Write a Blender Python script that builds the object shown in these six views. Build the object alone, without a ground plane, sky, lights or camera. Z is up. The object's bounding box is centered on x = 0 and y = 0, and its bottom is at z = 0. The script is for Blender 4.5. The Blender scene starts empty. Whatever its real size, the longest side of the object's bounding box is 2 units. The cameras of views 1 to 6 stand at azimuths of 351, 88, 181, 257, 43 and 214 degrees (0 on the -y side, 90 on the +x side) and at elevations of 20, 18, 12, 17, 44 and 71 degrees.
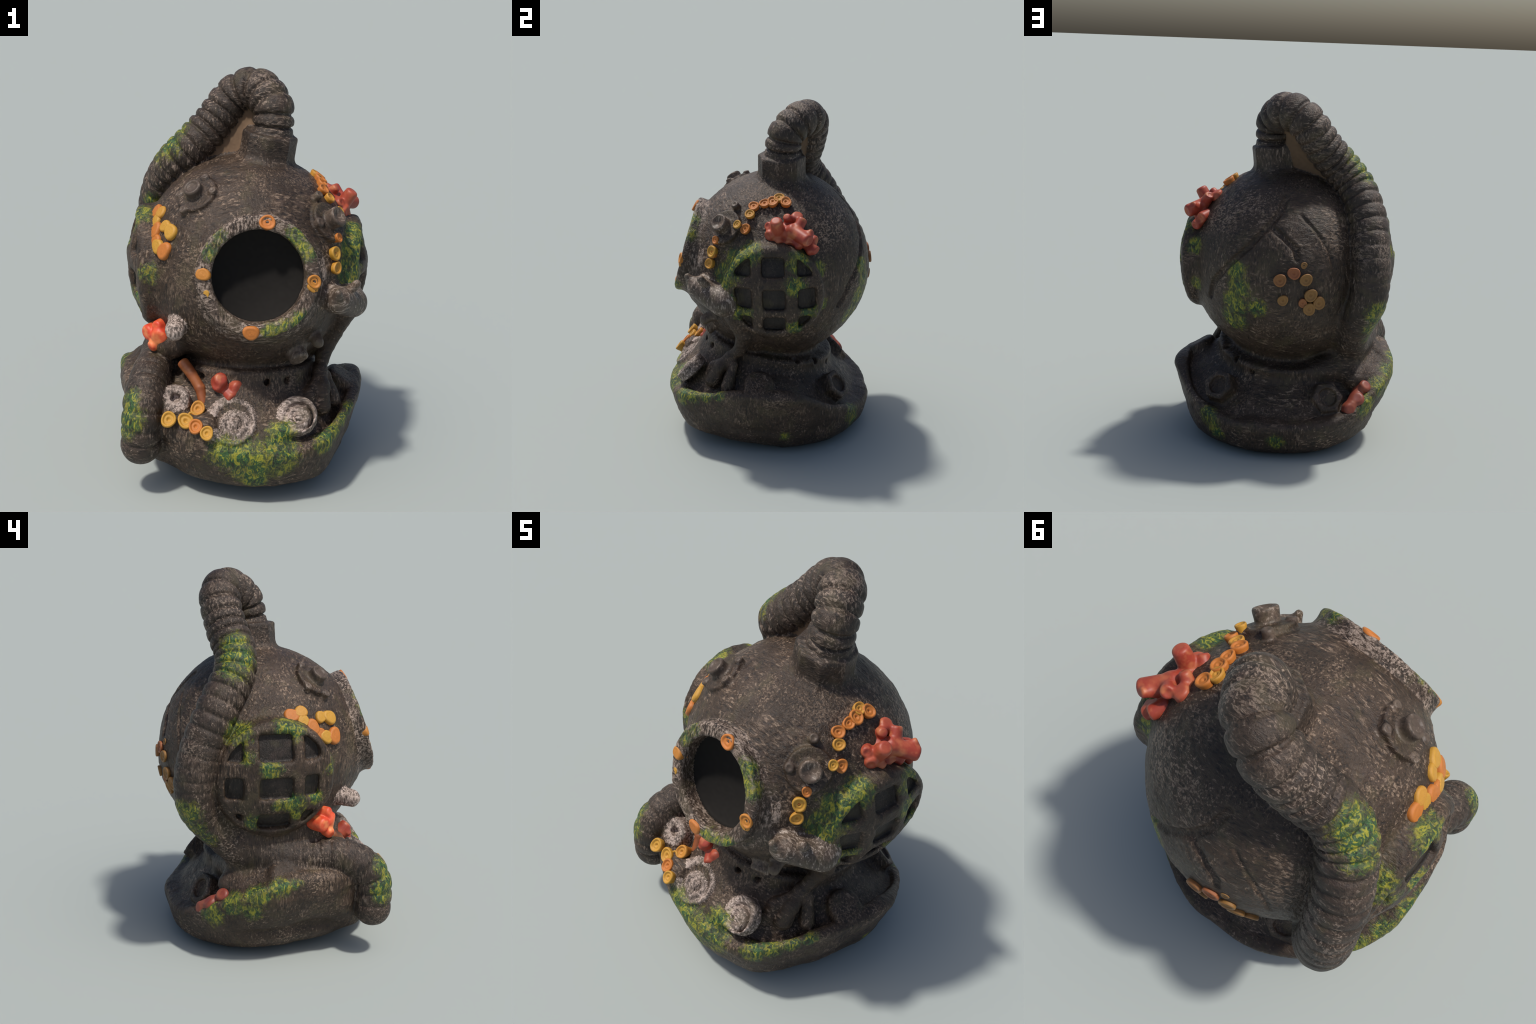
"""Sunken diving-helmet ornament: an old diver's helmet on its shoulder plate,
wrapped by its ribbed air hose and overgrown with moss, polyps and coral.
The cast body is one smooth solid (distance-field primitives joined with soft
fillets, meshed here), then split by region into its parts."""
import bpy, math, random
import numpy as np
from mathutils import Vector, Matrix, noise

random.seed(7)
rng = np.random.default_rng(7)
H = 0.0052                                   # mesh cell of the cast body
C = np.array((0.006, 0.078, 1.013))         # helmet centre
R = 0.553                                    # helmet radius
BACK = 1.030                                 # flattening of its back

# ------------------------------------------------------------------ helpers
def unit(v):
    v = np.asarray(v, float)
    return v / np.linalg.norm(v)

def smin(a, b, k):
    if k <= 0:
        return np.minimum(a, b)
    h = np.clip(.5 + .5 * (b - a) / k, 0, 1)
    return b + (a - b) * h - k * h * (1 - h)

def smax(a, b, k):
    return -smin(-a, -b, k)

def spline(pts, n=14):
    """Catmull-Rom through pts."""
    p = np.array(pts, float)
    p = np.vstack([2 * p[0] - p[1], p, 2 * p[-1] - p[-2]])
    out = []
    for i in range(1, len(p) - 2):
        for t in np.linspace(0, 1, n, endpoint=False):
            a, b, c, d = p[i - 1], p[i], p[i + 1], p[i + 2]
            out.append(.5 * (2 * b + (c - a) * t + (2 * a - 5 * b + 4 * c - d) * t * t + (3 * b - a - 3 * c + d) * t ** 3))
    out.append(p[-2])
    return np.array(out)

# primitives: functions of (x, y, z) arrays -> distance
def sphere(c, r):
    return lambda x, y, z: np.sqrt((x - c[0]) ** 2 + (y - c[1]) ** 2 + (z - c[2]) ** 2) - r

def capsule(a, b, ra, rb=None):
    a, b = np.asarray(a, float), np.asarray(b, float)
    rb = ra if rb is None else rb
    v = b - a
    vv = v @ v
    def f(x, y, z):
        t = np.clip(((x - a[0]) * v[0] + (y - a[1]) * v[1] + (z - a[2]) * v[2]) / vv, 0, 1)
        return np.sqrt((x - a[0] - t * v[0]) ** 2 + (y - a[1] - t * v[1]) ** 2 + (z - a[2] - t * v[2]) ** 2) - (ra + (rb - ra) * t)
    return f

def axial(c, n):
    c, n = np.asarray(c, float), unit(n)
    def f(x, y, z):
        dx, dy, dz = x - c[0], y - c[1], z - c[2]
        h = dx * n[0] + dy * n[1] + dz * n[2]
        return h, np.sqrt(np.maximum(dx * dx + dy * dy + dz * dz - h * h, 0))
    return f

def disc(c, n, r, h0, h1, rnd=.01, taper=0.0):
    """Rounded cylinder along n from h0 to h1; radius grows by taper over the length."""
    ax = axial(c, n)
    def f(x, y, z):
        h, q = ax(x, y, z)
        rr = r + taper * np.clip((h - h0) / (h1 - h0), 0, 1)
        a = q - rr + rnd
        b = np.maximum(h - h1, h0 - h) + rnd
        return np.minimum(np.maximum(a, b), 0) + np.sqrt(np.maximum(a, 0) ** 2 + np.maximum(b, 0) ** 2) - rnd
    return f

def basis(n, up=(0, 0, 1)):
    n = unit(n)
    u = unit(np.cross(up, n))
    return u, np.cross(n, u), n

def block(c, n, half, rnd=.01, up=(0, 0, 1), sides=4, turn=0.0):
    """Rounded box (sides=4) or prism with a regular polygon outline along n."""
    u, v, w = basis(n, up)
    c = np.asarray(c, float)
    def f(x, y, z):
        dx, dy, dz = x - c[0], y - c[1], z - c[2]
        a = dx * u[0] + dy * u[1] + dz * u[2]
        b = dx * v[0] + dy * v[1] + dz * v[2]
        h = np.abs(dx * w[0] + dy * w[1] + dz * w[2]) - half[2] + rnd
        if sides == 4:
            qa, qb = np.abs(a) - half[0] + rnd, np.abs(b) - half[1] + rnd
            return np.minimum(np.maximum(np.maximum(qa, qb), h), 0) + np.sqrt(np.maximum(qa, 0) ** 2 + np.maximum(qb, 0) ** 2 + np.maximum(h, 0) ** 2) - rnd
        q = np.full(np.broadcast(a, b).shape, -9.0, np.float32)
        for k in range(sides):
            t = turn + 2 * math.pi * k / sides
            q = np.maximum(q, a * math.cos(t) + b * math.sin(t))
        q = q - half[0] + rnd
        return np.minimum(np.maximum(q, h), 0) + np.sqrt(np.maximum(q, 0) ** 2 + np.maximum(h, 0) ** 2) - rnd
    return f

def both(f, g, k=.01):
    return lambda x, y, z: smax(f(x, y, z), g(x, y, z), k)

def less(f, g, k=.01):
    return lambda x, y, z: smax(f(x, y, z), -g(x, y, z), k)

class Field:
    """A solid sampled on a grid, with a part label for every sample."""
    def __init__(s, lo, hi, h):
        s.lo, s.h = np.array(lo, float), h
        s.n = np.ceil((np.array(hi) - s.lo) / h).astype(int) + 1
        s.D = np.full(s.n, .25, np.float32)
        s.L = np.zeros(s.n, np.uint8)
        s.ax = [(s.lo[i] + h * np.arange(s.n[i])).astype(np.float32) for i in range(3)]

    def window(s, lo, hi):
        a = np.clip(np.floor((np.array(lo) - s.lo) / s.h).astype(int), 0, s.n)
        b = np.clip(np.ceil((np.array(hi) - s.lo) / s.h).astype(int) + 1, 0, s.n)
        sl = tuple(slice(a[i], b[i]) for i in range(3))
        return sl, s.ax[0][sl[0]][:, None, None], s.ax[1][sl[1]][None, :, None], s.ax[2][sl[2]][None, None, :]

    def add(s, label, f, lo, hi, k=.02):
        sl, x, y, z = s.window(lo, hi)
        d, D = f(x, y, z).astype(np.float32), s.D[sl]
        s.L[sl] = np.where(d < D, np.uint8(label), s.L[sl])
        s.D[sl] = smin(D, d, k)

    def cut(s, f, lo, hi, k=.01, label=None):
        sl, x, y, z = s.window(lo, hi)
        d, D = -f(x, y, z).astype(np.float32), s.D[sl]
        if label is not None:
            s.L[sl] = np.where(d > D, np.uint8(label), s.L[sl])
        s.D[sl] = smax(D, d, k)

    def at(s, label, f, p, r, k=.02):
        p = np.array(p)
        s.add(label, f, p - r, p + r, k)

    def mesh(s):
        """Naive surface nets: vertices, quads, label of each vertex."""
        D, n = s.D, s.n
        I = D < 0
        cnt = np.zeros(n - 1, np.uint8)
        for i in (0, 1):
            for j in (0, 1):
                for k in (0, 1):
                    cnt += I[i:n[0] - 1 + i, j:n[1] - 1 + j, k:n[2] - 1 + k]
        cell = np.argwhere((cnt > 0) & (cnt < 8))
        idx = np.full(n - 1, -1, np.int32)
        idx[cell[:, 0], cell[:, 1], cell[:, 2]] = np.arange(len(cell))
        acc, num = np.zeros((len(cell), 3)), np.zeros(len(cell))
        corner = {}
        for o in np.ndindex(2, 2, 2):
            corner[o] = D[cell[:, 0] + o[0], cell[:, 1] + o[1], cell[:, 2] + o[2]].astype(float)
        for o in np.ndindex(2, 2, 2):
            for ax in range(3):
                if o[ax]:
                    continue
                e = list(o); e[ax] = 1
                a, b = corner[o], corner[tuple(e)]
                hit = (a < 0) != (b < 0)
                t = np.where(hit, a / np.where(hit, a - b, 1), 0)
                p = np.tile(np.array(o, float), (len(cell), 1))
                p[:, ax] = t
                acc += p * hit[:, None]
                num += hit
        verts = s.lo + s.h * (cell + acc / num[:, None])
        lab = s.L[cell[:, 0], cell[:, 1], cell[:, 2]]
        quads = []
        for ax in range(3):
            u, v = (ax + 1) % 3, (ax + 2) % 3
            a = [slice(None)] * 3; b = [slice(None)] * 3
            a[ax], b[ax] = slice(0, -1), slice(1, None)
            A, B = I[tuple(a)], I[tuple(b)]
            e = np.argwhere(A != B)
            e = e[(e[:, u] > 0) & (e[:, v] > 0) & (e[:, u] < n[u] - 1) & (e[:, v] < n[v] - 1)]
            flip = A[e[:, 0], e[:, 1], e[:, 2]]
            def g(du, dv):
                q = e.copy(); q[:, u] -= du; q[:, v] -= dv
                return idx[q[:, 0], q[:, 1], q[:, 2]]
            q = np.stack([g(1, 1), g(0, 1), g(0, 0), g(1, 0)], 1)
            q[~flip] = q[~flip][:, ::-1]
            quads.append(q)
        return verts, np.vstack(quads), lab

def vertex_normals(v, q):
    fn = np.cross(v[q[:, 2]] - v[q[:, 0]], v[q[:, 3]] - v[q[:, 1]])
    vn = np.zeros_like(v)
    for i in range(4):
        for ax in range(3):
            vn[:, ax] += np.bincount(q[:, i], fn[:, ax], len(v))
    return vn / np.maximum(np.linalg.norm(vn, axis=1), 1e-12)[:, None]

def relax(v, q, rounds=2, amount=.5):
    for _ in range(rounds):
        acc, num = np.zeros_like(v), np.zeros(len(v))
        for i in range(4):
            for j in (1, 3):
                o = q[:, (i + j) % 4]
                for ax in range(3):
                    acc[:, ax] += np.bincount(q[:, i], v[o][:, ax], len(v))
                num += np.bincount(q[:, i], minlength=len(v))
        v = v + amount * (acc / np.maximum(num, 1)[:, None] - v)
    return v

def make_object(name, verts, faces, mat, parent, normals=None, smooth=True):
    me = bpy.data.meshes.new(name)
    me.vertices.add(len(verts))
    me.vertices.foreach_set("co", np.asarray(verts, np.float32).ravel())
    f = np.asarray(faces, np.int32)
    k = f.shape[1]
    me.loops.add(f.size)
    me.loops.foreach_set("vertex_index", f.ravel())
    me.polygons.add(len(f))
    me.polygons.foreach_set("loop_start", np.arange(0, f.size, k, dtype=np.int32))
    me.update(calc_edges=True)
    me.validate()
    me.polygons.foreach_set("use_smooth", np.full(len(me.polygons), smooth))
    if normals is not None:
        me.normals_split_custom_set_from_vertices([tuple(n) for n in normals])
    me.materials.append(mat)
    ob = bpy.data.objects.new(name, me)
    bpy.context.scene.collection.objects.link(ob)
    ob.parent = parent
    return ob

# ------------------------------------------------------------------ materials
def rgb(r, g, b):
    """sRGB 0..255 -> linear."""
    c = [v / 255 for v in (r, g, b)]
    return tuple(v / 12.92 if v <= .04045 else ((v + .055) / 1.055) ** 2.4 for v in c) + (1,)

class Nodes:
    def __init__(s, name):
        s.mat = bpy.data.materials.new(name)
        s.mat.use_nodes = True
        s.t = s.mat.node_tree
        s.t.nodes.clear()
        s.out = s.new("ShaderNodeOutputMaterial")
        s.bsdf = s.new("ShaderNodeBsdfPrincipled")
        s.t.links.new(s.bsdf.outputs[0], s.out.inputs[0])
        s.co = s.new("ShaderNodeTexCoord").outputs["Object"]

    def new(s, kind, **kw):
        n = s.t.nodes.new(kind)
        for k, v in kw.items():
            setattr(n, k, v)
        return n

    def put(s, sock, v):
        if isinstance(v, bpy.types.NodeSocket):
            s.t.links.new(v, sock)
        else:
            sock.default_value = v

    def math(s, op, a, b=0.0, c=None):
        n = s.new("ShaderNodeMath", operation=op)
        s.put(n.inputs[0], a); s.put(n.inputs[1], b)
        if c is not None:
            s.put(n.inputs[2], c)
        return n.outputs[0]

    def vec(s, op, a, b):
        n = s.new("ShaderNodeVectorMath", operation=op)
        s.put(n.inputs[0], a); s.put(n.inputs[1], b)
        return n.outputs["Value" if op in ("DISTANCE", "DOT_PRODUCT") else "Vector"]

    def noise(s, scale, detail=3, rough=.55, distort=0.0, stretch=None, turn=(0, 0, 0), co=None):
        v = co or s.co
        if stretch:
            m = s.new("ShaderNodeMapping")
            s.put(m.inputs[0], v)
            m.inputs["Rotation"].default_value = turn
            m.inputs["Scale"].default_value = stretch
            v = m.outputs[0]
        n = s.new("ShaderNodeTexNoise")
        s.put(n.inputs["Vector"], v)
        n.inputs["Scale"].default_value = scale
        n.inputs["Detail"].default_value = detail
        n.inputs["Roughness"].default_value = rough
        n.inputs["Distortion"].default_value = distort
        return n.outputs[0]

    def ramp(s, v, lo, hi):
        n = s.new("ShaderNodeMapRange", interpolation_type="SMOOTHSTEP")
        s.put(n.inputs[0], v)
        n.inputs[1].default_value, n.inputs[2].default_value = lo, hi
        return n.outputs[0]

    def mix(s, f, a, b, kind="MIX"):
        n = s.new("ShaderNodeMix", data_type="RGBA", blend_type=kind)
        s.put(n.inputs[0], f); s.put(n.inputs[6], a); s.put(n.inputs[7], b)
        return n.outputs[2]

    def blobs(s, spots, wob):
        """0 far from all spots (centre, radius), 1 well inside one, ragged by wob."""
        best = None
        for c, r in spots:
            d = s.math("DIVIDE", s.vec("DISTANCE", s.co, c), r)
            best = d if best is None else s.math("MINIMUM", best, d)
        return s.ramp(s.math("ADD", best, wob), 1.28, .62)

# where moss grows: (centre, radius)
MOSS = [
    ((-.33, .27, 1.645), .075), ((-.37, .27, 1.59), .09), ((-.40, .30, 1.53), .075),
    ((-.63, -.47, .53), .075), ((-.62, -.50, .45), .085), ((-.63, -.45, .39), .075),
    ((-.15, -.60, .30), .09), ((-.03, -.61, .25), .12), ((.10, -.60, .28), .11), ((.12, -.57, .38), .075), ((.0, -.58, .17), .07),
    ((.34, -.55, .32), .06), ((.41, -.48, .36), .06), ((.47, -.41, .385), .06), ((.52, -.34, .40), .05),
    ((-.25, -.46, 1.27), .055), ((-.21, -.44, 1.34), .05), ((.16, -.44, 1.345), .055), ((.205, -.46, 1.28), .055),
    ((.05, -.56, .905), .055), ((.12, -.56, .925), .055), ((.18, -.55, .97), .045),
    ((.46, -.25, 1.10), .09), ((.49, -.19, 1.18), .09), ((.52, -.11, 1.25), .075), ((.50, -.25, .97), .055), ((.56, -.17, .90), .06),
    ((.57, .15, 1.19), .07), ((.60, .13, 1.07), .06), ((.57, .20, .92), .055), ((.56, .12, .82), .05), ((.52, .27, 1.13), .05), ((.50, .28, .92), .04),
    ((-.50, .29, 1.25), .075), ((-.54, .25, 1.14), .05), ((-.57, .04, 1.30), .085), ((-.62, .15, 1.085), .06), ((-.58, .02, .885), .06), ((-.60, .10, .885), .04),
    ((-.50, -.15, 1.06), .06), ((-.50, -.14, .99), .045), ((-.54, .22, .79), .05), ((-.55, .0, .83), .04), ((-.55, -.09, .91), .04),
    ((-.50, .56, .86), .08), ((-.50, .54, .75), .08), ((-.50, .46, .66), .07),
    ((.28, .56, 1.06), .06), ((.27, .58, .97), .075), ((.29, .54, .87), .08), ((.29, .48, .77), .08), ((.16, .60, .86), .06),
    ((-.47, .43, .28), .07), ((-.55, .33, .36), .065), ((-.61, .22, .42), .065), ((-.64, .11, .47), .06), ((-.66, .03, .49), .045),
    ((.42, .48, .19), .07), ((.38, .50, .09), .06), ((.03, .61, .10), .055), ((-.57, .24, .33), .06), ((.58, .40, .24), .06), ((.61, .05, .12), .05),
]

# where the pale dry brush dragged heaviest
BRUSH = [((.33, .02, 1.50), .13), ((.20, -.10, 1.53), .10), ((-.36, -.40, 1.00), .17), ((-.30, -.45, .88), .12), ((-.33, -.36, 1.20), .10), ((-.35, -.58, .33), .10),
         ((-.22, -.60, .33), .08), ((.25, -.58, .31), .08), ((.55, -.25, .42), .10), ((.62, -.05, .42), .10), ((.42, -.22, 1.30), .10), ((.30, -.38, 1.20), .10),
         ((-.62, -.12, .52), .12), ((-.50, -.33, .56), .09), ((.10, .18, 1.95), .13), ((.11, .08, 1.74), .09), ((-.16, .30, 1.78), .12), ((.05, -.42, 1.42), .12),
         ((-.10, -.40, 1.42), .10), ((.35, .35, 1.30), .16), ((.20, .45, 1.38), .14), ((-.30, .50, 1.30), .12), ((-.44, .52, 1.15), .12), ((.10, -.62, .30), .06), ((.17, -.32, .56), .10)]

def patina(name, base=(68, 54, 43), light=(162, 140, 120), dark=(31, 26, 23), cover=.5, moss=True, extra=(), relief=.55):
    """Dry-brushed painted resin: dark brown ground, short pale brush strokes, moss."""
    n = Nodes(name)
    cloud = n.noise(7, 4, .6)
    grain = n.noise(98, 4, .62, .5, (1, 1, .28), (.5, .25, 0))
    grain2 = n.noise(88, 4, .62, .7, (.3, 1, 1), (.2, .1, .8))
    fine = n.noise(170, 3, .7)
    pick = n.ramp(n.noise(5, 2), .42, .58)
    g = n.mix(pick, grain, grain2)
    col = n.mix(n.ramp(cloud, .35, .68), rgb(*[int(v * .86) for v in base]), rgb(*[min(255, int(v * 1.10)) for v in base]))
    col = n.mix(n.math("MULTIPLY", n.ramp(g, .50, .36), .85), col, rgb(*dark))
    brush = n.math("MULTIPLY", n.blobs(BRUSH, n.math("MULTIPLY", n.math("SUBTRACT", cloud, .5), 1.2)), .042)
    g2 = n.math("ADD", g, brush)
    hi = n.ramp(n.math("ADD", g2, n.math("MULTIPLY", n.math("SUBTRACT", cloud, .5), .28)), .60 - .10 * cover, .68 - .10 * cover)
    hi = n.math("MULTIPLY", n.math("MULTIPLY", hi, n.ramp(fine, .30, .55)), n.math("ADD", .22 + .5 * min(cover, 1), n.math("MULTIPLY", n.ramp(n.noise(4.5, 3), .42, .62), .78 - .5 * min(cover, 1))))
    col = n.mix(n.math("MULTIPLY", hi, .66 + .18 * min(cover, 1)), col, rgb(*light))
    tint = n.noise(13, 2)
    col = n.mix(n.math("MULTIPLY", n.ramp(tint, .55, .75), .25), col, rgb(84, 68, 62))
    col = n.mix(n.math("MULTIPLY", n.ramp(n.noise(9, 2, .5, 0, (1.3, 1, 1), (.7, .3, 1)), .54, .70), .30), col, rgb(84, 76, 52))
    for spots, colour in extra:
        wob = n.math("MULTIPLY", n.math("SUBTRACT", n.noise(30, 3), .5), .6)
        col = n.mix(n.math("MULTIPLY", n.blobs(spots, wob), .9), col, colour)
    if moss:
        mg = n.noise(48, 4, .6, 1.2, (1, 1, .5), (.4, .6, 0))
        wob = n.math("MULTIPLY", n.math("SUBTRACT", n.noise(38, 4, .7, .8), .5), 1.5)
        m = n.blobs(MOSS, wob)
        tone = n.noise(9, 2)
        green = n.mix(n.ramp(tone, .42, .6), rgb(48, 88, 48), rgb(80, 98, 44))
        green = n.mix(n.ramp(mg, .48, .61), green, rgb(153, 150, 48))
        green = n.mix(n.ramp(mg, .47, .36), green, rgb(38, 48, 32))
        col = n.mix(n.math("MULTIPLY", m, n.math("ADD", .55, n.math("MULTIPLY", n.ramp(n.noise(20, 3), .38, .58), .38))), col, green)
    n.put(n.bsdf.inputs["Base Color"], col)
    n.put(n.bsdf.inputs["Roughness"], n.math("ADD", .35, n.math("MULTIPLY", fine, .26)))
    n.bsdf.inputs["Specular IOR Level"].default_value = .36
    b = n.new("ShaderNodeBump")
    b.inputs["Strength"].default_value = relief
    b.inputs["Distance"].default_value = .012
    n.put(b.inputs["Height"], n.math("ADD", g, n.math("MULTIPLY", fine, .35)))
    n.put(n.bsdf.inputs["Normal"], b.outputs[0])
    return n.mat

def dark_paint(name, colour):
    n = Nodes(name)
    g = n.noise(40, 3)
    n.put(n.bsdf.inputs["Base Color"], n.mix(g, rgb(*[int(v * .8) for v in colour]), rgb(*colour)))
    n.bsdf.inputs["Roughness"].default_value = .8
    n.bsdf.inputs["Specular IOR Level"].default_value = .15
    return n.mat

def polyp_paint(name, a, b, c):
    """Orange to yellow paint, different on each polyp."""
    n = Nodes(name)
    rnd = n.new("ShaderNodeObjectInfo").outputs["Random"]
    g = n.noise(45, 3, .6, .5)
    col = n.mix(n.ramp(rnd, .25, .8), rgb(*a), rgb(*b))
    col = n.mix(n.ramp(g, .42, .7), col, rgb(*c))
    n.put(n.bsdf.inputs["Base Color"], col)
    n.bsdf.inputs["Roughness"].default_value = .5
    bp = n.new("ShaderNodeBump")
    bp.inputs["Strength"].default_value = .25
    bp.inputs["Distance"].default_value = .004
    n.put(bp.inputs["Height"], n.noise(120, 3))
    n.put(n.bsdf.inputs["Normal"], bp.outputs[0])
    return n.mat

def coral_paint(name, a, b, c):
    n = Nodes(name)
    g = n.noise(11, 3, .55)
    f = n.noise(60, 3)
    col = n.mix(n.ramp(g, .40, .60), rgb(*a), rgb(*b))
    col = n.mix(n.math("MULTIPLY", n.ramp(n.noise(16, 2), .52, .70), .8), col, rgb(*c))
    col = n.mix(n.math("MULTIPLY", n.ramp(f, .5, .75), .3), col, rgb(*c))
    n.put(n.bsdf.inputs["Base Color"], col)
    n.bsdf.inputs["Roughness"].default_value = .5
    return n.mat

M_BODY = patina("weathered_resin", cover=.45)
M_HOSE = patina("weathered_hose", base=(66, 54, 45), light=(162, 143, 127), cover=.55)
M_PALE = patina("pale_drybrushed_resin", base=(128, 113, 103), light=(205, 186, 175), dark=(58, 50, 46), cover=1.0)
M_METAL = patina("smooth_grey_resin", base=(94, 80, 69), light=(176, 160, 146), dark=(64, 55, 48), cover=.35, moss=False, relief=.15)
M_ELBOW = patina("pale_valve_resin", base=(94, 80, 69), light=(200, 184, 170), dark=(56, 48, 42), cover=.7, moss=False, relief=.25)
M_RING = patina("window_ring_resin", base=(82, 68, 57), light=(174, 156, 142), cover=.85)
M_WEB = dark_paint("bare_cast_resin", (118, 96, 76))
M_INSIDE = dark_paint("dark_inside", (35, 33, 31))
M_PIT = patina("sunk_resin", base=(42, 36, 31), light=(88, 77, 66), dark=(24, 21, 19), cover=.3, moss=False)  # body resin painted darker: occlusion shade of the grille openings baked into colour
M_POLYP = polyp_paint("polyp_paint", (196, 118, 48), (200, 154, 54), (156, 92, 34))
M_BACK_POLYP = polyp_paint("rust_polyp_paint", (158, 94, 54), (146, 110, 54), (126, 74, 42))
M_RED = coral_paint("red_coral_paint", (152, 58, 42), (168, 78, 54), (190, 114, 74))
M_SCARLET = coral_paint("scarlet_coral_paint", (206, 66, 40), (216, 92, 54), (232, 140, 84))
M_DULL = coral_paint("dull_coral_paint", (122, 52, 40), (136, 66, 48), (150, 84, 58))
M_SHADE_ORANGE = coral_paint("shade_darkened_orange_paint", (132, 72, 40), (148, 86, 48), (164, 104, 62))  # orange-brown darkened to carry the shadow over the front finger

# ------------------------------------------------------------------ the thing
thing = bpy.data.objects.new("diving_helmet_ornament", None)
bpy.context.scene.collection.objects.link(thing)
thing["label"] = "mossy sunken diving helmet ornament with ribbed hose and coral"
thing["category"] = "aquarium ornament"

F = Field((-.70, -.69, -.02), (.72, .69, 2.03), H)
LO, HI = (-.70, -.69, -.02), (.72, .69, 2.03)
PARTS = {}                                   # label -> (name, material, parent name)

def part(name, mat, parent=None):
    PARTS[len(PARTS) + 1] = (name, mat, parent)
    return len(PARTS)

P_BASE = part("shoulder_plate", M_BODY)
P_NECK = part("neck_collar", M_BODY)
P_DOME = part("helmet_dome", M_BODY)
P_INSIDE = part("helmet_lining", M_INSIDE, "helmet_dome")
P_RING = part("window_ring", M_RING)
P_GR = part("side_grille", M_BODY)
P_GL = part("side_grille", M_BODY)
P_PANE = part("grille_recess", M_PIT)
P_HOSE = part("air_hose", M_HOSE)
P_NUT = part("hose_coupling", M_HOSE)
P_WEB = part("hose_web", M_WEB)

# --- shoulder plate: a boat-shaped bowl; rim crest given around it
RIM = [(0, -.61, .31), (.194, -.595, .305), (.368, -.54, .34), (.52, -.335, .40), (.605, -.11, .425), (.632, .08, .41),
       (.612, .225, .365), (.553, .360, .295), (.43, .475, .23), (.26, .555, .19), (.03, .59, .200), (-.20, .59, .215),
       (-.350, .548, .250), (-.465, .455, .30), (-.550, .350, .38), (-.614, .21, .455), (-.625, .0, .51), (-.615, -.17, .52),
       (-.55, -.31, .44), (-.44, -.46, .37), (-.22, -.585, .325)]
crest = np.array(RIM)
phi_k = np.arctan2(crest[:, 1], crest[:, 0])
order = np.argsort(phi_k)
phi_k, rad_k, top_k = phi_k[order], np.hypot(crest[:, 0], crest[:, 1])[order], crest[order, 2]
fine_phi = np.linspace(-math.pi, math.pi, 721)
def around(values):
    t = np.interp(fine_phi, phi_k, values, period=2 * math.pi)
    ker = np.hanning(37); ker /= ker.sum()
    pad = np.concatenate([t[-37:-1], t, t[1:37]])
    return np.convolve(pad, ker, "same")[36:36 + 721]
RAD, TOP = around(rad_k), around(top_k)

NECK, NECK_N = np.array((-.010, -.020, .480)), unit((0, .225, .975))   # tilted collar under the helmet

def bowl(x, y, z):
    phi = np.arctan2(y, x)
    rho = np.sqrt(x * x + y * y)
    Rr = np.interp(phi, fine_phi, RAD).astype(np.float32)
    zt = np.interp(phi, fine_phi, TOP).astype(np.float32)
    wr, wl = np.clip(np.cos(phi), 0, 1) ** 2.2, np.clip(-np.cos(phi), 0, 1) ** 1.6
    zb = .100 * np.clip(.04 - y, 0, .6)
    t = z - zb
    heights = (0, .05, .10, .20, .30, .38)
    steep = np.interp(t, heights, (.84, .93, .96, 1.0, 1.0, 1.0))
    right = np.interp(t, heights, (.73, .815, .86, .905, .950, 1.0))
    left = np.interp(t, heights, (.57, .725, .81, .882, .955, 1.0))
    lump = .008 * np.sin(5 * phi + 1.3) + .005 * np.sin(11 * phi)
    ro = (Rr + .012 + lump * .7) * (steep + (right - steep) * wr + (left - steep) * wl)
    outer = smax((rho - ro) * .8, zb - z, .03)
    lip = smax(outer, z - zt - .004 - lump, .05)
    hollow = smax(rho - (Rr - .068), .15 - z, .03)
    d = smax(lip, -hollow, .035)
    h, q = axial(NECK, NECK_N)(x, y, z)
    slope = .55 + .13 * np.clip((y - .12) / .25, 0, 1) - .12 * np.clip(-x / .3, 0, 1) + 1.25 * np.clip(-y / .30, 0, 1) ** 2
    cone = smax((h - .018 + slope * (q - .36)) * .75, outer + .02, .02)
    return smin(d, cone, .04)
F.add(P_BASE, bowl, LO, (.72, .69, .70), 0)

# --- neck and its drilled flange
F.add(P_NECK, disc(NECK, NECK_N, .305, -.25, .20, .03), (-.5, -.5, .1), (.5, .5, .78), .04)
F.add(P_NECK, disc(NECK + np.array((.012, .012, 0)), NECK_N, .393, -.065, .055, .022), (-.6, -.6, .2), (.6, .62, .75), .03)
for p in ((.067, -.386, .562), (.176, -.365, .556), (.355, .15, .50), (.29, .27, .46), (.19, .35, .41), (-.26, -.31, .56)):
    n = unit(np.array(p) - NECK)
    F.cut(capsule(np.array(p) + n * .05, np.array(p) - n * .035, .017), np.array(p) - .1, np.array(p) + .1, .008)

# --- helmet dome, a little flattened behind, fuller at the crown
def dome(x, y, z):
    dx, dy, dz = x - C[0], y - C[1], z - C[2]
    dy = np.where(dy > 0, dy * BACK, dy)
    r = np.sqrt(dx * dx + dy * dy + dz * dz)
    wob = .006 * np.sin(6 * dx + 1) * np.sin(5 * dz + 2) + .004 * np.sin(11 * dy + 3 * dx)
    return r - R - wob
F.add(P_DOME, dome, (-.62, -.56, .38), (.63, .69, 1.64), .045)
crown = sphere((.012, .070, 1.070), .502)
F.add(P_DOME, crown, (-.62, -.56, .6), (.63, .69, 1.64), .05)

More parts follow.
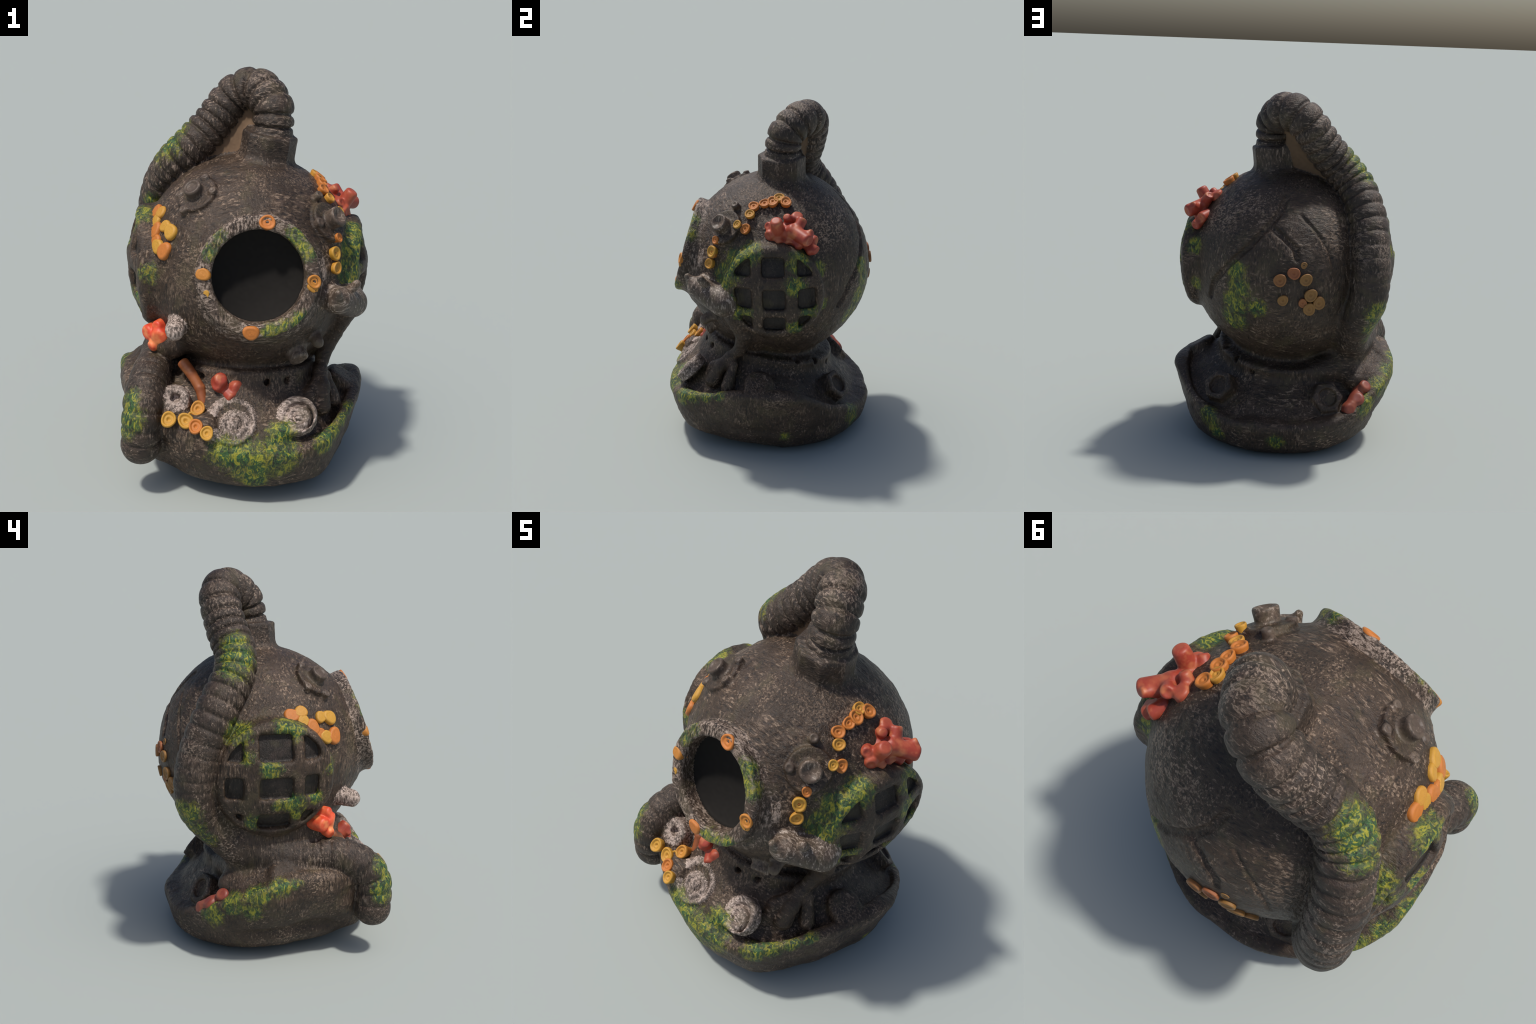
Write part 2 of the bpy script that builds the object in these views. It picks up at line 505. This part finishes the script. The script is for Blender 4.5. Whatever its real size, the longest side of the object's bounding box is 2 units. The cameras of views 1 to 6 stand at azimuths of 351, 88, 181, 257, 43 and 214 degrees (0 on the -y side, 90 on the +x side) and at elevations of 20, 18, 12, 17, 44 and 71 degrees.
# --- side grilles: raised round bosses with nine recessed square openings
def grille(label, sgn, yc, zc, cols, rows, top, curve, rim):
    """top: highest point of the bulging face; curve: its radius; rim: radius of the boss."""
    mid, rad = (sgn * (top[0] - curve), top[1], top[2]), curve
    cap = sphere(mid, rad)
    barrel = disc((0, yc, zc), (sgn, 0, 0), rim, .3, .8, .02)
    F.add(label, both(cap, barrel, .05), (min(sgn * .3, sgn * .72), yc - .33, zc - .33), (max(sgn * .3, sgn * .72), yc + .33, zc + .33), .03)
    inner = disc((0, yc, zc), (sgn, 0, 0), rim - .036, .3, .9, .02)
    frame = less(both(sphere(mid, rad + .006), barrel, .02), disc((0, yc, zc), (sgn, 0, 0), rim - .042, .2, .9, .02), .012)
    F.add(label, frame, (min(sgn * .3, sgn * .72), yc - .33, zc - .33), (max(sgn * .3, sgn * .72), yc + .33, zc + .33), .012)
    floor = sphere(mid, rad - .030)
    for a0, a1 in cols:
        for b0, b1 in rows:
            m = ((a0 + a1) / 2, (b0 + b1) / 2)
            bx = block((sgn * .6, m[0], m[1]), (sgn, 0, 0), ((a1 - a0) / 2 - .008, (b1 - b0) / 2 - .008, .25), .02)
            F.cut(less(both(bx, inner, .02), floor, .012), (min(sgn * .4, sgn * .7), a0 - .03, b0 - .03), (max(sgn * .4, sgn * .7), a1 + .03, b1 + .03), .022)
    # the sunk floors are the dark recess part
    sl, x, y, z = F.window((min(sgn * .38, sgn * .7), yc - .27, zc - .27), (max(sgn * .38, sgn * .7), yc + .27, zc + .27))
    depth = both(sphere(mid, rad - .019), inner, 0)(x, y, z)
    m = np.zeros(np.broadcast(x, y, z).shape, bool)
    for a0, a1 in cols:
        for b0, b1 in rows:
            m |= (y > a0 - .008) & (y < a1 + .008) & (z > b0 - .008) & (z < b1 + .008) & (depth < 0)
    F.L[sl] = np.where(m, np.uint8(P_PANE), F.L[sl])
grille(P_GR, 1, .01, 1.005, ((-.215, -.105), (-.06, .08), (.135, .25)), ((.775, .88), (.915, 1.05), (1.105, 1.225)), (.628, .085, 1.025), .50, .282)
grille(P_GL, -1, .11, 1.00, ((-.115, -.02), (.025, .21), (.27, .375)), ((.73, .835), (.905, 1.035), (1.10, 1.25)), (.611, .088, 1.040), .58, .306)

def on_dome(p, off=0.0):
    """The point of the dome's surface in the direction of p, raised by off."""
    u = unit(np.array(p) - C)
    a, b = .4, .7
    for _ in range(24):
        m = (a + b) / 2
        q = C + m * u
        if smin(dome(*q), crown(*q), .05) < 0:
            a = m
        else:
            b = m
    return C + (a + off) * u

# --- cracks in the back of the dome
for path, r in ((((.02, .43, 1.46), (.05, .50, 1.39), (.11, .545, 1.31), (.21, .55, 1.19), (.32, .51, 1.07), (.39, .44, .97), (.41, .38, .87)), .019),
                (((.11, .545, 1.31), (.03, .59, 1.26), (-.04, .615, 1.20), (-.05, .63, 1.15)), .019),
                (((-.06, .52, 1.38), (-.15, .56, 1.30), (-.23, .57, 1.19), (-.26, .58, 1.10)), .010)):
    for a, b in zip(path[:-1], path[1:]):
        pa, pb = on_dome(a, .004), on_dome(b, .004)
        F.cut(capsule(pa, pb, r), np.minimum(pa, pb) - .06, np.maximum(pa, pb) + .06, .007)

# --- hose path
HOSE = [(.098, .112, 1.62), (.104, .112, 1.72), (.102, .138, 1.82), (.036, .238, 1.887), (-.066, .294, 1.840), (-.173, .278, 1.700),
        (-.262, .257, 1.605), (-.340, .275, 1.515), (-.390, .333, 1.425), (-.426, .398, 1.315), (-.442, .458, 1.19), (-.450, .500, 1.05), (-.440, .504, .90),
        (-.402, .455, .790), (-.374, .352, .672), (-.385, .255, .588), (-.435, .06, .555), (-.460, -.10, .545), (-.495, -.24, .548), (-.529, -.368, .492), (-.543, -.420, .40), (-.545, -.420, .258)]
hose = spline(HOSE, 10)
arc = np.concatenate([[0], np.cumsum(np.linalg.norm(np.diff(hose, axis=0), axis=1))])
def hose_radius(s):
    """Scalloped ribs, strong at the top, worn smooth along the shoulder."""
    base = np.interp(s, (0, .12, .35, 1.1, 1.5, 1.75, 2.1, 2.3, 2.7), (.098, .100, .104, .106, .105, .098, .090, .091, .097))
    amp = np.interp(s, (0, .9, 1.25, 1.5, 2.0, 2.2, 2.7), (.015, .011, .006, .003, .002, .003, .006))
    ph = s / .061 + .34 * np.sin(s * 8.0)
    amp = amp * (.85 + .3 * np.sin(np.floor(ph) * 2.4) ** 2)
    t = ph % 1.0
    gap = np.minimum(t, 1 - t) * .061                      # distance to the nearest groove
    return base + amp * (.30 * np.sin(math.pi * t ** .8) - .95 * np.exp(-(gap / .0085) ** 2))

F.add(P_NECK, capsule((-.395, -.17, .68), (-.40, .22, .65), .082), (-.62, -.4, .45), (-.2, .45, .88), .05)

F.add(P_BASE, capsule((-.485, -.25, .30), (-.43, -.32, .20), .085), (-.66, -.5, .05), (-.2, -.05, .5), .05)
F.add(P_NECK, capsule((-.47, .22, .36), (-.52, -.03, .42), .09), (-.66, -.3, .2), (-.3, .45, .6), .05)
F.add(P_NECK, capsule((-.30, .20, .56), (-.38, .02, .55), .09), (-.62, -.2, .35), (-.1, .45, .75), .05)
F.add(P_NECK, capsule((-.40, .32, .40), (-.46, .18, .44), .062), (-.64, 0, .2), (-.2, .55, .75), .06)
F.add(P_NECK, capsule((-.20, .29, .42), (-.36, .26, .48), .075), (-.62, 0, .2), (0, .55, .75), .05)

# web closing the loop under the hose
for q in range(36, 78, 3):
    p = hose[q] + np.array((.045, -.025, -.03))
    w = min(1, max(0, (.06 - p[0]) / .30))
    top = C + (R - .03) * unit(np.array((.03 - .18 * w, .130 + .10 * w, 1.55)) - C)
    F.add(P_WEB, capsule(p, top, .022), np.minimum(p, top) - .06, np.maximum(p, top) + .06, .02)

# coupling nut on the crown
F.at(P_NUT, block((.084, .104, 1.60), (.12, .02, 1), (.130, .130, .095), .016, (0, 1, 0), 8, .2), (.09, .10, 1.6), .24, .04)

# hose itself (nearest point on the path, label only)
dist = {}
sl, X, Y, Z = F.window(LO, HI)
HD = np.full(F.n, .2, np.float32)
HS = np.zeros(F.n, np.float32)
for i in range(len(hose) - 1):
    a, b = hose[i], hose[i + 1]
    sl, x, y, z = F.window(np.minimum(a, b) - .17, np.maximum(a, b) + .17)
    v = b - a
    t = np.clip(((x - a[0]) * v[0] + (y - a[1]) * v[1] + (z - a[2]) * v[2]) / (v @ v), 0, 1)
    d = np.sqrt((x - a[0] - t * v[0]) ** 2 + (y - a[1] - t * v[1]) ** 2 + (z - a[2] - t * v[2]) ** 2).astype(np.float32)
    closer = d < HD[sl]
    HD[sl] = np.where(closer, d, HD[sl])
    HS[sl] = np.where(closer, arc[i] + t * (arc[i + 1] - arc[i]), HS[sl])
near = HD < .2
d = np.full(F.n, .2, np.float32)
d[near] = HD[near] - hose_radius(HS[near])
F.L = np.where(d < F.D, np.uint8(P_HOSE), F.L)
D0 = F.D.copy()
F.D, blend = smin(F.D, d, .014), np.interp(HS, (0, 1.45, 1.75, 2.25, 2.5), (.014, .014, .045, .045, .014)).astype(np.float32)
soft = np.clip(.5 + .5 * (d - D0) / blend, 0, 1)
F.D = np.where(near & (HS > 1.45), d + (D0 - d) * soft - blend * soft * (1 - soft), F.D)
del blend, soft, D0
del d, near, HD, HS

# --- front window ring, leaning back a little
RC, RN = np.array((-.018, -.473, 1.150)), unit((-.085, -.952, .295))
F.add(P_RING, disc(RC, RN, .266, -.17, .006, .020, .022), RC - .4, RC + .4, .018)
F.add(P_RING, disc(RC, RN, .350, -.20, -.085, .03, -.05), RC - .45, RC + .45, .05)
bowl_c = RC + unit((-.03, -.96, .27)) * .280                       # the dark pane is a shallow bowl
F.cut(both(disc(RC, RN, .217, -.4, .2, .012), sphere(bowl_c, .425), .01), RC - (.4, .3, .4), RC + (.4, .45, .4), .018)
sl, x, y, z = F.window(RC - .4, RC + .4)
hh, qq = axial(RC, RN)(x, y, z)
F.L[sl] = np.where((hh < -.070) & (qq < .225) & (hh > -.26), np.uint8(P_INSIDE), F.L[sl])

# --- valves: a flange disc, a flared cup and small bolts
def bolt(p, r, h, mat=M_METAL, pit=True, parent=None):
    lab = part("bolt", mat, parent)
    n = unit(np.array(p) - C)
    f = disc(p, n, r, -.03, h, min(r * .5, .008))
    F.at(lab, less(f, sphere(np.array(p) + n * (h + r * .25), r * .6), .004) if pit else f, p, .08, .01)

# right valve
vn = unit((.40, -.36, .40))
vb = on_dome((.335, -.235, 1.335))
lab = part("valve_flange", M_BODY)
F.at(lab, disc(vb, vn, .102, -.08, .022, .008), vb, .18, .012)
lab = part("outlet_valve", M_METAL, "valve_flange")
cup = disc(vb, vn, .040, -.03, .086, .010, .012)
F.at(lab, less(cup, sphere(vb + vn * .112, .045), .006), vb, .16, .02)
for p, yellow in (((.275, -.29, 1.345), 0), ((.285, -.165, 1.435), 1), ((.385, -.155, 1.345), 0), ((.355, -.255, 1.265), 0)):
    bolt(on_dome(p, .016), .022, .026, M_METAL)
# left valve
wn = unit((-.40, -.36, .62))
wb = on_dome((-.285, -.15, 1.445))
lab = part("valve_flange", M_BODY)
F.at(lab, disc(wb, wn, .102, -.08, .018, .008), wb, .18, .014)
lab = part("outlet_valve", M_METAL, "valve_flange")
cup = disc(wb, wn, .042, -.03, .070, .010, .004)
F.at(lab, less(cup, disc(wb, wn, .028, .062, .2, .004), .006), wb, .16, .02)
for p in ((-.355, -.20, 1.385), (-.215, -.20, 1.475), (-.235, -.09, 1.50), (-.365, -.10, 1.43)):
    bolt(on_dome(p, .016), .020, .020, M_METAL)

# --- elbow valve beside the window, and the pipe that runs down from it
lab = part("elbow_valve", M_ELBOW)
P_ELB = lab
F.at(lab, capsule((.382, -.405, 1.003), (.485, -.275, .938), .066, .076), (.44, -.34, .98), .26, .045)
F.at(lab, capsule((.365, -.430, 1.01), (.362, -.470, 1.066), .042, .018), (.37, -.43, 1.03), .12, .02)
lab = part("bolt", M_ELBOW, "elbow_valve")
F.at(lab, capsule((.440, -.350, 1.02), (.470, -.392, 1.080), .026, .022), (.45, -.37, 1.05), .12, .006)
lab = part("drain_pipe", M_BODY)
pipe = [(.465, -.215, .86), (.425, -.165, .72), (.380, -.190, .605), (.357, -.250, .55), (.362, -.310, .495), (.355, -.355, .41)]
for a, b, ra, rb in zip(pipe[:-1], pipe[1:], (.058, .044, .033, .031, .034), (.044, .033, .031, .034, .048)):
    F.add(lab, capsule(a, b, ra, rb), np.minimum(a, b) - .14, np.maximum(a, b) + .14, .022)
F.add(P_NECK, capsule((.375, -.13, .70), (.31, -.11, .62), .048), (.1, -.4, .4), (.5, .1, .85), .04)
F.at(lab, capsule((.345, -.27, .53), (.285, -.345, .465), .026, .032), (.31, -.31, .5), .16, .015)
F.at(lab, capsule((.285, -.345, .465), (.270, -.385, .38), .032, .044), (.28, -.36, .42), .18, .02)
F.at(lab, capsule((.395, -.23, .52), (.43, -.27, .40), .024, .04), (.41, -.25, .46), .18, .02)

# lower front fitting and its knob, knob on the lower left
lab = part("drain_valve", M_METAL)
F.at(lab, disc((.205, -.355, .71), (.25, -.75, -.52), .050, -.12, .048, .012), (.215, -.37, .70), .2, .03)
F.at(lab, capsule((.29, -.33, .80), (.305, -.385, .775), .035, .030), (.30, -.37, .78), .14, .02)
lab = part("drain_knob", M_PALE)
F.at(lab, capsule((-.36, -.25, .84), (-.388, -.338, .822), .052, .048), (-.38, -.3, .82), .2, .02)

# --- hexagon nuts and bosses on the shoulder plate
for p, n in (((.355, .362, .330), (.42, .68, .60)), ((-.243, .425, .308), (-.25, .80, .55))):
    lab = part("hexagon_nut", M_BODY)
    p = np.array(p)
    f = block(p - .012 * unit(n), n, (.080, .080, .052), .010, (0, 0, 1), 6, math.pi / 6)
    F.at(lab, less(f, disc(p, n, .050, .020, .2, .004), .008), p, .26, .022)
lab = part("wing_boss", M_BODY)
F.at(lab, disc((.480, -.085, .385), (.50, -.10, .86), .085, -.14, .085, .022), (.48, -.085, .41), .24, .02)
lab = part("wing_boss", M_BODY)
F.at(lab, disc((-.52, .07, .47), (-.75, .05, .55), .065, -.1, .060, .02), (-.58, .07, .49), .2, .03)

# --- round shells and the drilled stone on the front of the plate
def shell(c, n, r, base, depth, deep):
    """Flat coiled shell: a tilted disc, a worn coil on its face, deepest on one side."""
    c, n = np.array(c), unit(n)
    u, v, _ = basis(n)
    body = disc(c, n, r, -depth, base, .014)
    def f(x, y, z):
        dx, dy, dz = x - c[0], y - c[1], z - c[2]
        a, b = dx * u[0] + dy * u[1] + dz * u[2], dx * v[0] + dy * v[1] + dz * v[2]
        q = np.sqrt((a - .12 * r) ** 2 + (b + .10 * r) ** 2) / r
        side = .5 + .5 * np.cos(np.arctan2(b, a) - deep)
        groove = np.exp(-((q - .66) / .10) ** 2) * (.35 + side)
        inner = np.exp(-((q - .28) / .07) ** 2) * (1.2 - side) * .6
        return body(x, y, z) + .026 * (groove + inner) - .010 * np.clip(.6 - q, 0, 1)
    return f
lab = part("snail_shell", M_PALE)
an = unit((-.12, -.66, .75))
F.at(lab, shell((-.115, -.481, .394), an, .120, .040, .12, 2.6), (-.115, -.475, .385), .26, .012)
lab = part("snail_shell", M_PALE)
F.at(lab, shell((.206, -.490, .432), unit((-.26, -.66, .70)), .096, .030, .045, 1.2), (.208, -.505, .440), .26, .012)
P_MOUND = part("moss_mound", M_BODY)
F.at(P_MOUND, capsule((.06, -.50, .33), (.12, -.515, .36), .062, .055), (.085, -.51, .38), .24, .04)
lab = part("drilled_stone", M_PALE)
dn = unit((-.05, -.75, .65))
dc = np.array((-.380, -.370, .468))
st = disc(dc, dn, .070, -.09, .050, .016)
F.at(lab, less(st, block(dc + dn * .05, dn, (.022, .022, .05), .006, (.3, .2, 1)), .006), dc, .22, .02)
F.at(P_BASE, capsule((-.50, .10, .42), (-.38, -.30, .42), .08, .075), (-.44, -.1, .42), .34, .05)
F.at(P_BASE, capsule((-.40, -.40, .38), (-.25, -.48, .37), .065, .07), (-.33, -.44, .38), .26, .05)

# ------------------------------------------------------------------ mesh and split
verts, quads, lab_v = F.mesh()
verts = relax(verts, quads, 2, .45)
nrm = vertex_normals(verts, quads)
# worn lumps
bump = np.empty(len(verts))
for i, p in enumerate(verts):
    v = Vector(p)
    bump[i] = noise.noise(v * 14) * .55 + noise.noise(v * 34) * .30 + noise.noise(v * 75) * .22
rough = np.full(len(PARTS) + 1, 1.0)
for l, (nm, mt, pr) in PARTS.items():
    if nm in ("valve_flange", "helmet_lining", "grille_recess", "hose_web", "outlet_valve", "elbow_valve", "bolt"):
        rough[l] = .35
    if nm in ("air_hose", "hose_coupling"):
        rough[l] = .5
verts = verts + nrm * (bump * .0062 * rough[lab_v])[:, None]
verts[:, 2] -= verts[:, 2].min()
nrm = vertex_normals(verts, quads)
del F.D, F.L
lab_q = lab_v[quads[:, 0]]
made = {}
def split(l):
    name, mat, parent = PARTS[l]
    q = quads[lab_q == l]
    if len(q) < 4:
        return
    used, inv = np.unique(q, return_inverse=True)
    par = made.get(parent, thing) if parent else thing
    ob = make_object(name, verts[used], inv.reshape(q.shape), mat, par, nrm[used])
    made[name] = ob
for l in sorted(PARTS):
    split(l)

# ------------------------------------------------------------------ polyps
def lathe(name, prof, seg=20, wob=.06, seed=0):
    r = random.Random(seed)
    ph = [r.uniform(0, 6.28) for _ in range(3)]
    vs, fs = [], []
    for a, z in prof:
        for k in range(seg):
            t = 2 * math.pi * k / seg
            w = 1 + wob * (math.sin(2 * t + ph[0]) + .6 * math.sin(3 * t + ph[1]))
            vs.append((a * w * math.cos(t), a * w * math.sin(t), z * (1 + .5 * wob * math.sin(t + ph[2]))))
    for i in range(len(prof) - 1):
        for k in range(seg):
            a, b = i * seg + k, i * seg + (k + 1) % seg
            fs.append((a, b, b + seg, a + seg))
    me = bpy.data.meshes.new(name)
    me.from_pydata(vs, [], fs)
    me.polygons.foreach_set("use_smooth", [True] * len(fs))
    me.update()
    return me

CUP = [(.75, -1.0), (.85, -.2), (1.0, .30), (1.0, .52), (.90, .62), (.76, .60), (.66, .46), (.55, .40), (.40, .46), (.26, .44), (.16, .30), (.005, .27)]
BUTTON = [(.85, -1.0), (.98, -.2), (1.0, .15), (.92, .38), (.72, .50), (.60, .46), (.40, .52), (.20, .50), (.005, .52)]
cups = [lathe("polyp_cup", CUP, seed=s) for s in range(4)]
buttons = [lathe("polyp_button", BUTTON, seed=s + 9, wob=.09) for s in range(4)]
for m in cups + buttons:
    m.materials.append(M_POLYP)
back_cups = [m.copy() for m in cups]
for m in back_cups:
    m.materials.clear(); m.materials.append(M_BACK_POLYP)

def polyp(p, r, n=None, kinds=cups, parent=thing, name="polyp", tall=1.0):
    p = np.array(p, float)
    n = unit(p - C) if n is None else unit(n)
    ob = bpy.data.objects.new(name, random.choice(kinds))
    bpy.context.scene.collection.objects.link(ob)
    ob.parent = parent
    q = Vector(n).to_track_quat("Z", "Y").to_matrix().to_4x4()
    ob.matrix_local = Matrix.Translation(Vector(p)) @ q @ Matrix.Rotation(random.uniform(0, 6.28), 4, "Z") @ Matrix.Diagonal((r, r * random.uniform(.92, 1.05), r * tall, 1))
    return ob

for p, r in (((.32, .07, 1.485), .031), ((.345, .105, 1.465), .033), ((.335, .035, 1.465), .033), ((.335, -.01, 1.46), .030),
             ((.335, -.07, 1.45), .031), ((.36, -.092, 1.41), .030), ((.405, -.12, 1.34), .030), ((.36, -.31, 1.21), .034), ((.37, -.33, 1.145), .031),
             ((.345, -.285, 1.185), .024)):
    polyp(on_dome(p, .010), r, tall=1.05)
for p, r in (((.385, -.155, 1.355), .021), ((.35, -.262, 1.262), .020)):
    polyp(on_dome(p, .038), r * 1.15)
for p, r in (((-.49, .01, 1.33), .040), ((-.475, -.045, 1.345), .036), ((-.50, -.05, 1.30), .037), ((-.505, -.105, 1.265), .042),
             ((-.455, -.16, 1.305), .034), ((-.425, -.21, 1.29), .040), ((-.465, -.235, 1.20), .043), ((-.495, -.18, 1.205), .040), ((-.505, -.14, 1.225), .036)):
    polyp(on_dome(p, .004), r, kinds=buttons, tall=.9)
for p, r in (((.04, .65, 1.035), .036), ((-.035, .64, 1.075), .034), ((-.105, .64, 1.04), .034), ((-.135, .63, .95), .036),
             ((-.185, .61, .90), .036), ((-.13, .62, .865), .036), ((.02, .64, .92), .030), ((-.09, .63, 1.12), .018), ((-.09, .62, .905), .026)):
    polyp(on_dome(p, -.004), r, kinds=back_cups, tall=.9)
ru, rv, rn = basis(RN)
for ang, r, kind in ((83, .036, cups), (178, .034, buttons), (199, .022, buttons), (-2, .032, cups), (-8, .028, buttons), (-96, .038, buttons)):
    t = math.radians(ang)
    p = RC + .255 * (math.cos(t) * ru + math.sin(t) * rv)
    polyp(p - RN * .003, r, RN + .25 * (math.cos(t) * ru + math.sin(t) * rv), kind, tall=1.0)
for p, r in (((-.417, -.482, .425), .038), ((-.335, -.482, .415), .040), ((-.290, -.520, .405), .036), ((-.240, -.560, .390), .034), ((-.275, -.435, .455), .036), ((-.30, -.465, .425), .028)):
    polyp(p, r, (-.1, -.75, .65), kinds=cups, tall=1.2)

# ------------------------------------------------------------------ corals
def coral(name, mat, limbs, cups_at=(), k=.013, h=.004):
    """Stubby branching coral: tapered limbs melted together, blunt tips with shallow pits."""
    pts = np.array([q for a, b, _, _ in limbs for q in (a, b)])
    g = Field(pts.min(0) - .07, pts.max(0) + .07, h)
    lo, hi = g.lo, g.lo + g.h * g.n
    for a, b, ra, rb in limbs:
        a, b = np.array(a, float), np.array(b, float)
        n = unit(b - a)
        L = np.linalg.norm(b - a)
        f = disc(a, n, ra, -ra * .4, L, min(ra, rb) * .45, rb - ra)
        g.add(1, f, np.minimum(a, b) - .09, np.maximum(a, b) + .09, k)
    for a, b, r in cups_at:
        n = unit(np.array(b) - np.array(a))
        g.cut(sphere(np.array(b) + n * r * .75, r), np.array(b) - .06, np.array(b) + .06, .006)
    v, q, _ = g.mesh()
    v = relax(v, q, 2, .5)
    return make_object(name, v, q, mat, thing)

hub = (.470, .110, 1.335)
L1 = [((.40, .09, 1.33), hub, .06, .05), (hub, (.500, .150, 1.365), .045, .036),
      ((.465, .055, 1.33), (.523, .038, 1.425), .040, .033),
      ((.45, .03, 1.33), (.492, -.008, 1.327), .036, .030), ((.43, .02, 1.36), (.460, -.008, 1.378), .034, .024),
      ((.49, .145, 1.34), (.455, .195, 1.41), .034, .027), ((.50, .15, 1.34), (.582, .214, 1.312), .040, .036),
      ((.47, .18, 1.29), (.530, .262, 1.238), .034, .028), ((.46, .20, 1.30), (.500, .262, 1.285), .032, .030),
      ((.46, .11, 1.30), (.520, .110, 1.275), .034, .030), ((.48, .14, 1.30), (.535, .165, 1.262), .030, .026),
      ((.40, .16, 1.38), (.425, .165, 1.425), .040, .032), ((.42, .12, 1.39), (.455, .10, 1.425), .030, .022),
      ((.49, .05, 1.30), (.515, .06, 1.285), .026, .022), ((.52, .19, 1.33), (.55, .235, 1.355), .024, .020), ((.50, .21, 1.26), (.545, .225, 1.232), .024, .022), ((.46, .02, 1.30), (.487, .025, 1.283), .024, .022)]
coral("red_coral", M_RED, L1, [(L1[i][0], L1[i][1], L1[i][3] * .8) for i in (3, 4, 5, 6, 7, 8, 9)])
L2 = [((-.10, -.36, .54), (-.072, -.41, .548), .045, .036), ((-.14, -.37, .52), (-.105, -.43, .50), .036, .030),
      ((-.17, -.36, .56), (-.165, -.405, .605), .042, .032), ((-.15, -.36, .53), (-.19, -.41, .57), .034, .026), ((-.16, -.33, .53), (-.10, -.36, .535), .05, .04)]
coral("red_coral", M_RED, [(np.array(a) + (.002, .008, -.004), np.array(b) + (.002, .008, -.004), ra, rb) for a, b, ra, rb in L2])
L3 = [((-.345, -.28, .630), (-.30, -.338, .588), .030, .027), ((-.30, -.335, .585), (-.262, -.375, .53), .026, .026), ((-.265, -.370, .535), (-.250, -.42, .46), .026, .022)]
sink = np.array((.008, .030, -.016))
coral("orange_coral", M_SHADE_ORANGE, [(np.array(a) + sink, np.array(b) + sink, ra, rb) for a, b, ra, rb in L3])
L4 = [((-.42, -.13, .75), (-.462, -.225, .735), .045, .044), ((-.45, -.11, .74), (-.522, -.160, .735), .045, .040), ((-.45, -.17, .70), (-.50, -.20, .675), .04, .026), ((-.43, -.15, .78), (-.475, -.20, .79), .04, .026)]
coral("scarlet_coral", M_SCARLET, L4)
L5 = [((-.45, .36, .36), (-.470, .382, .390), .044, .034), ((-.42, .42, .31), (-.418, .445, .335), .048, .036), ((-.37, .46, .27), (-.380, .492, .280), .044, .032), ((-.43, .36, .34), (-.38, .46, .28), .04, .035)]
coral("red_coral", M_DULL, L5)
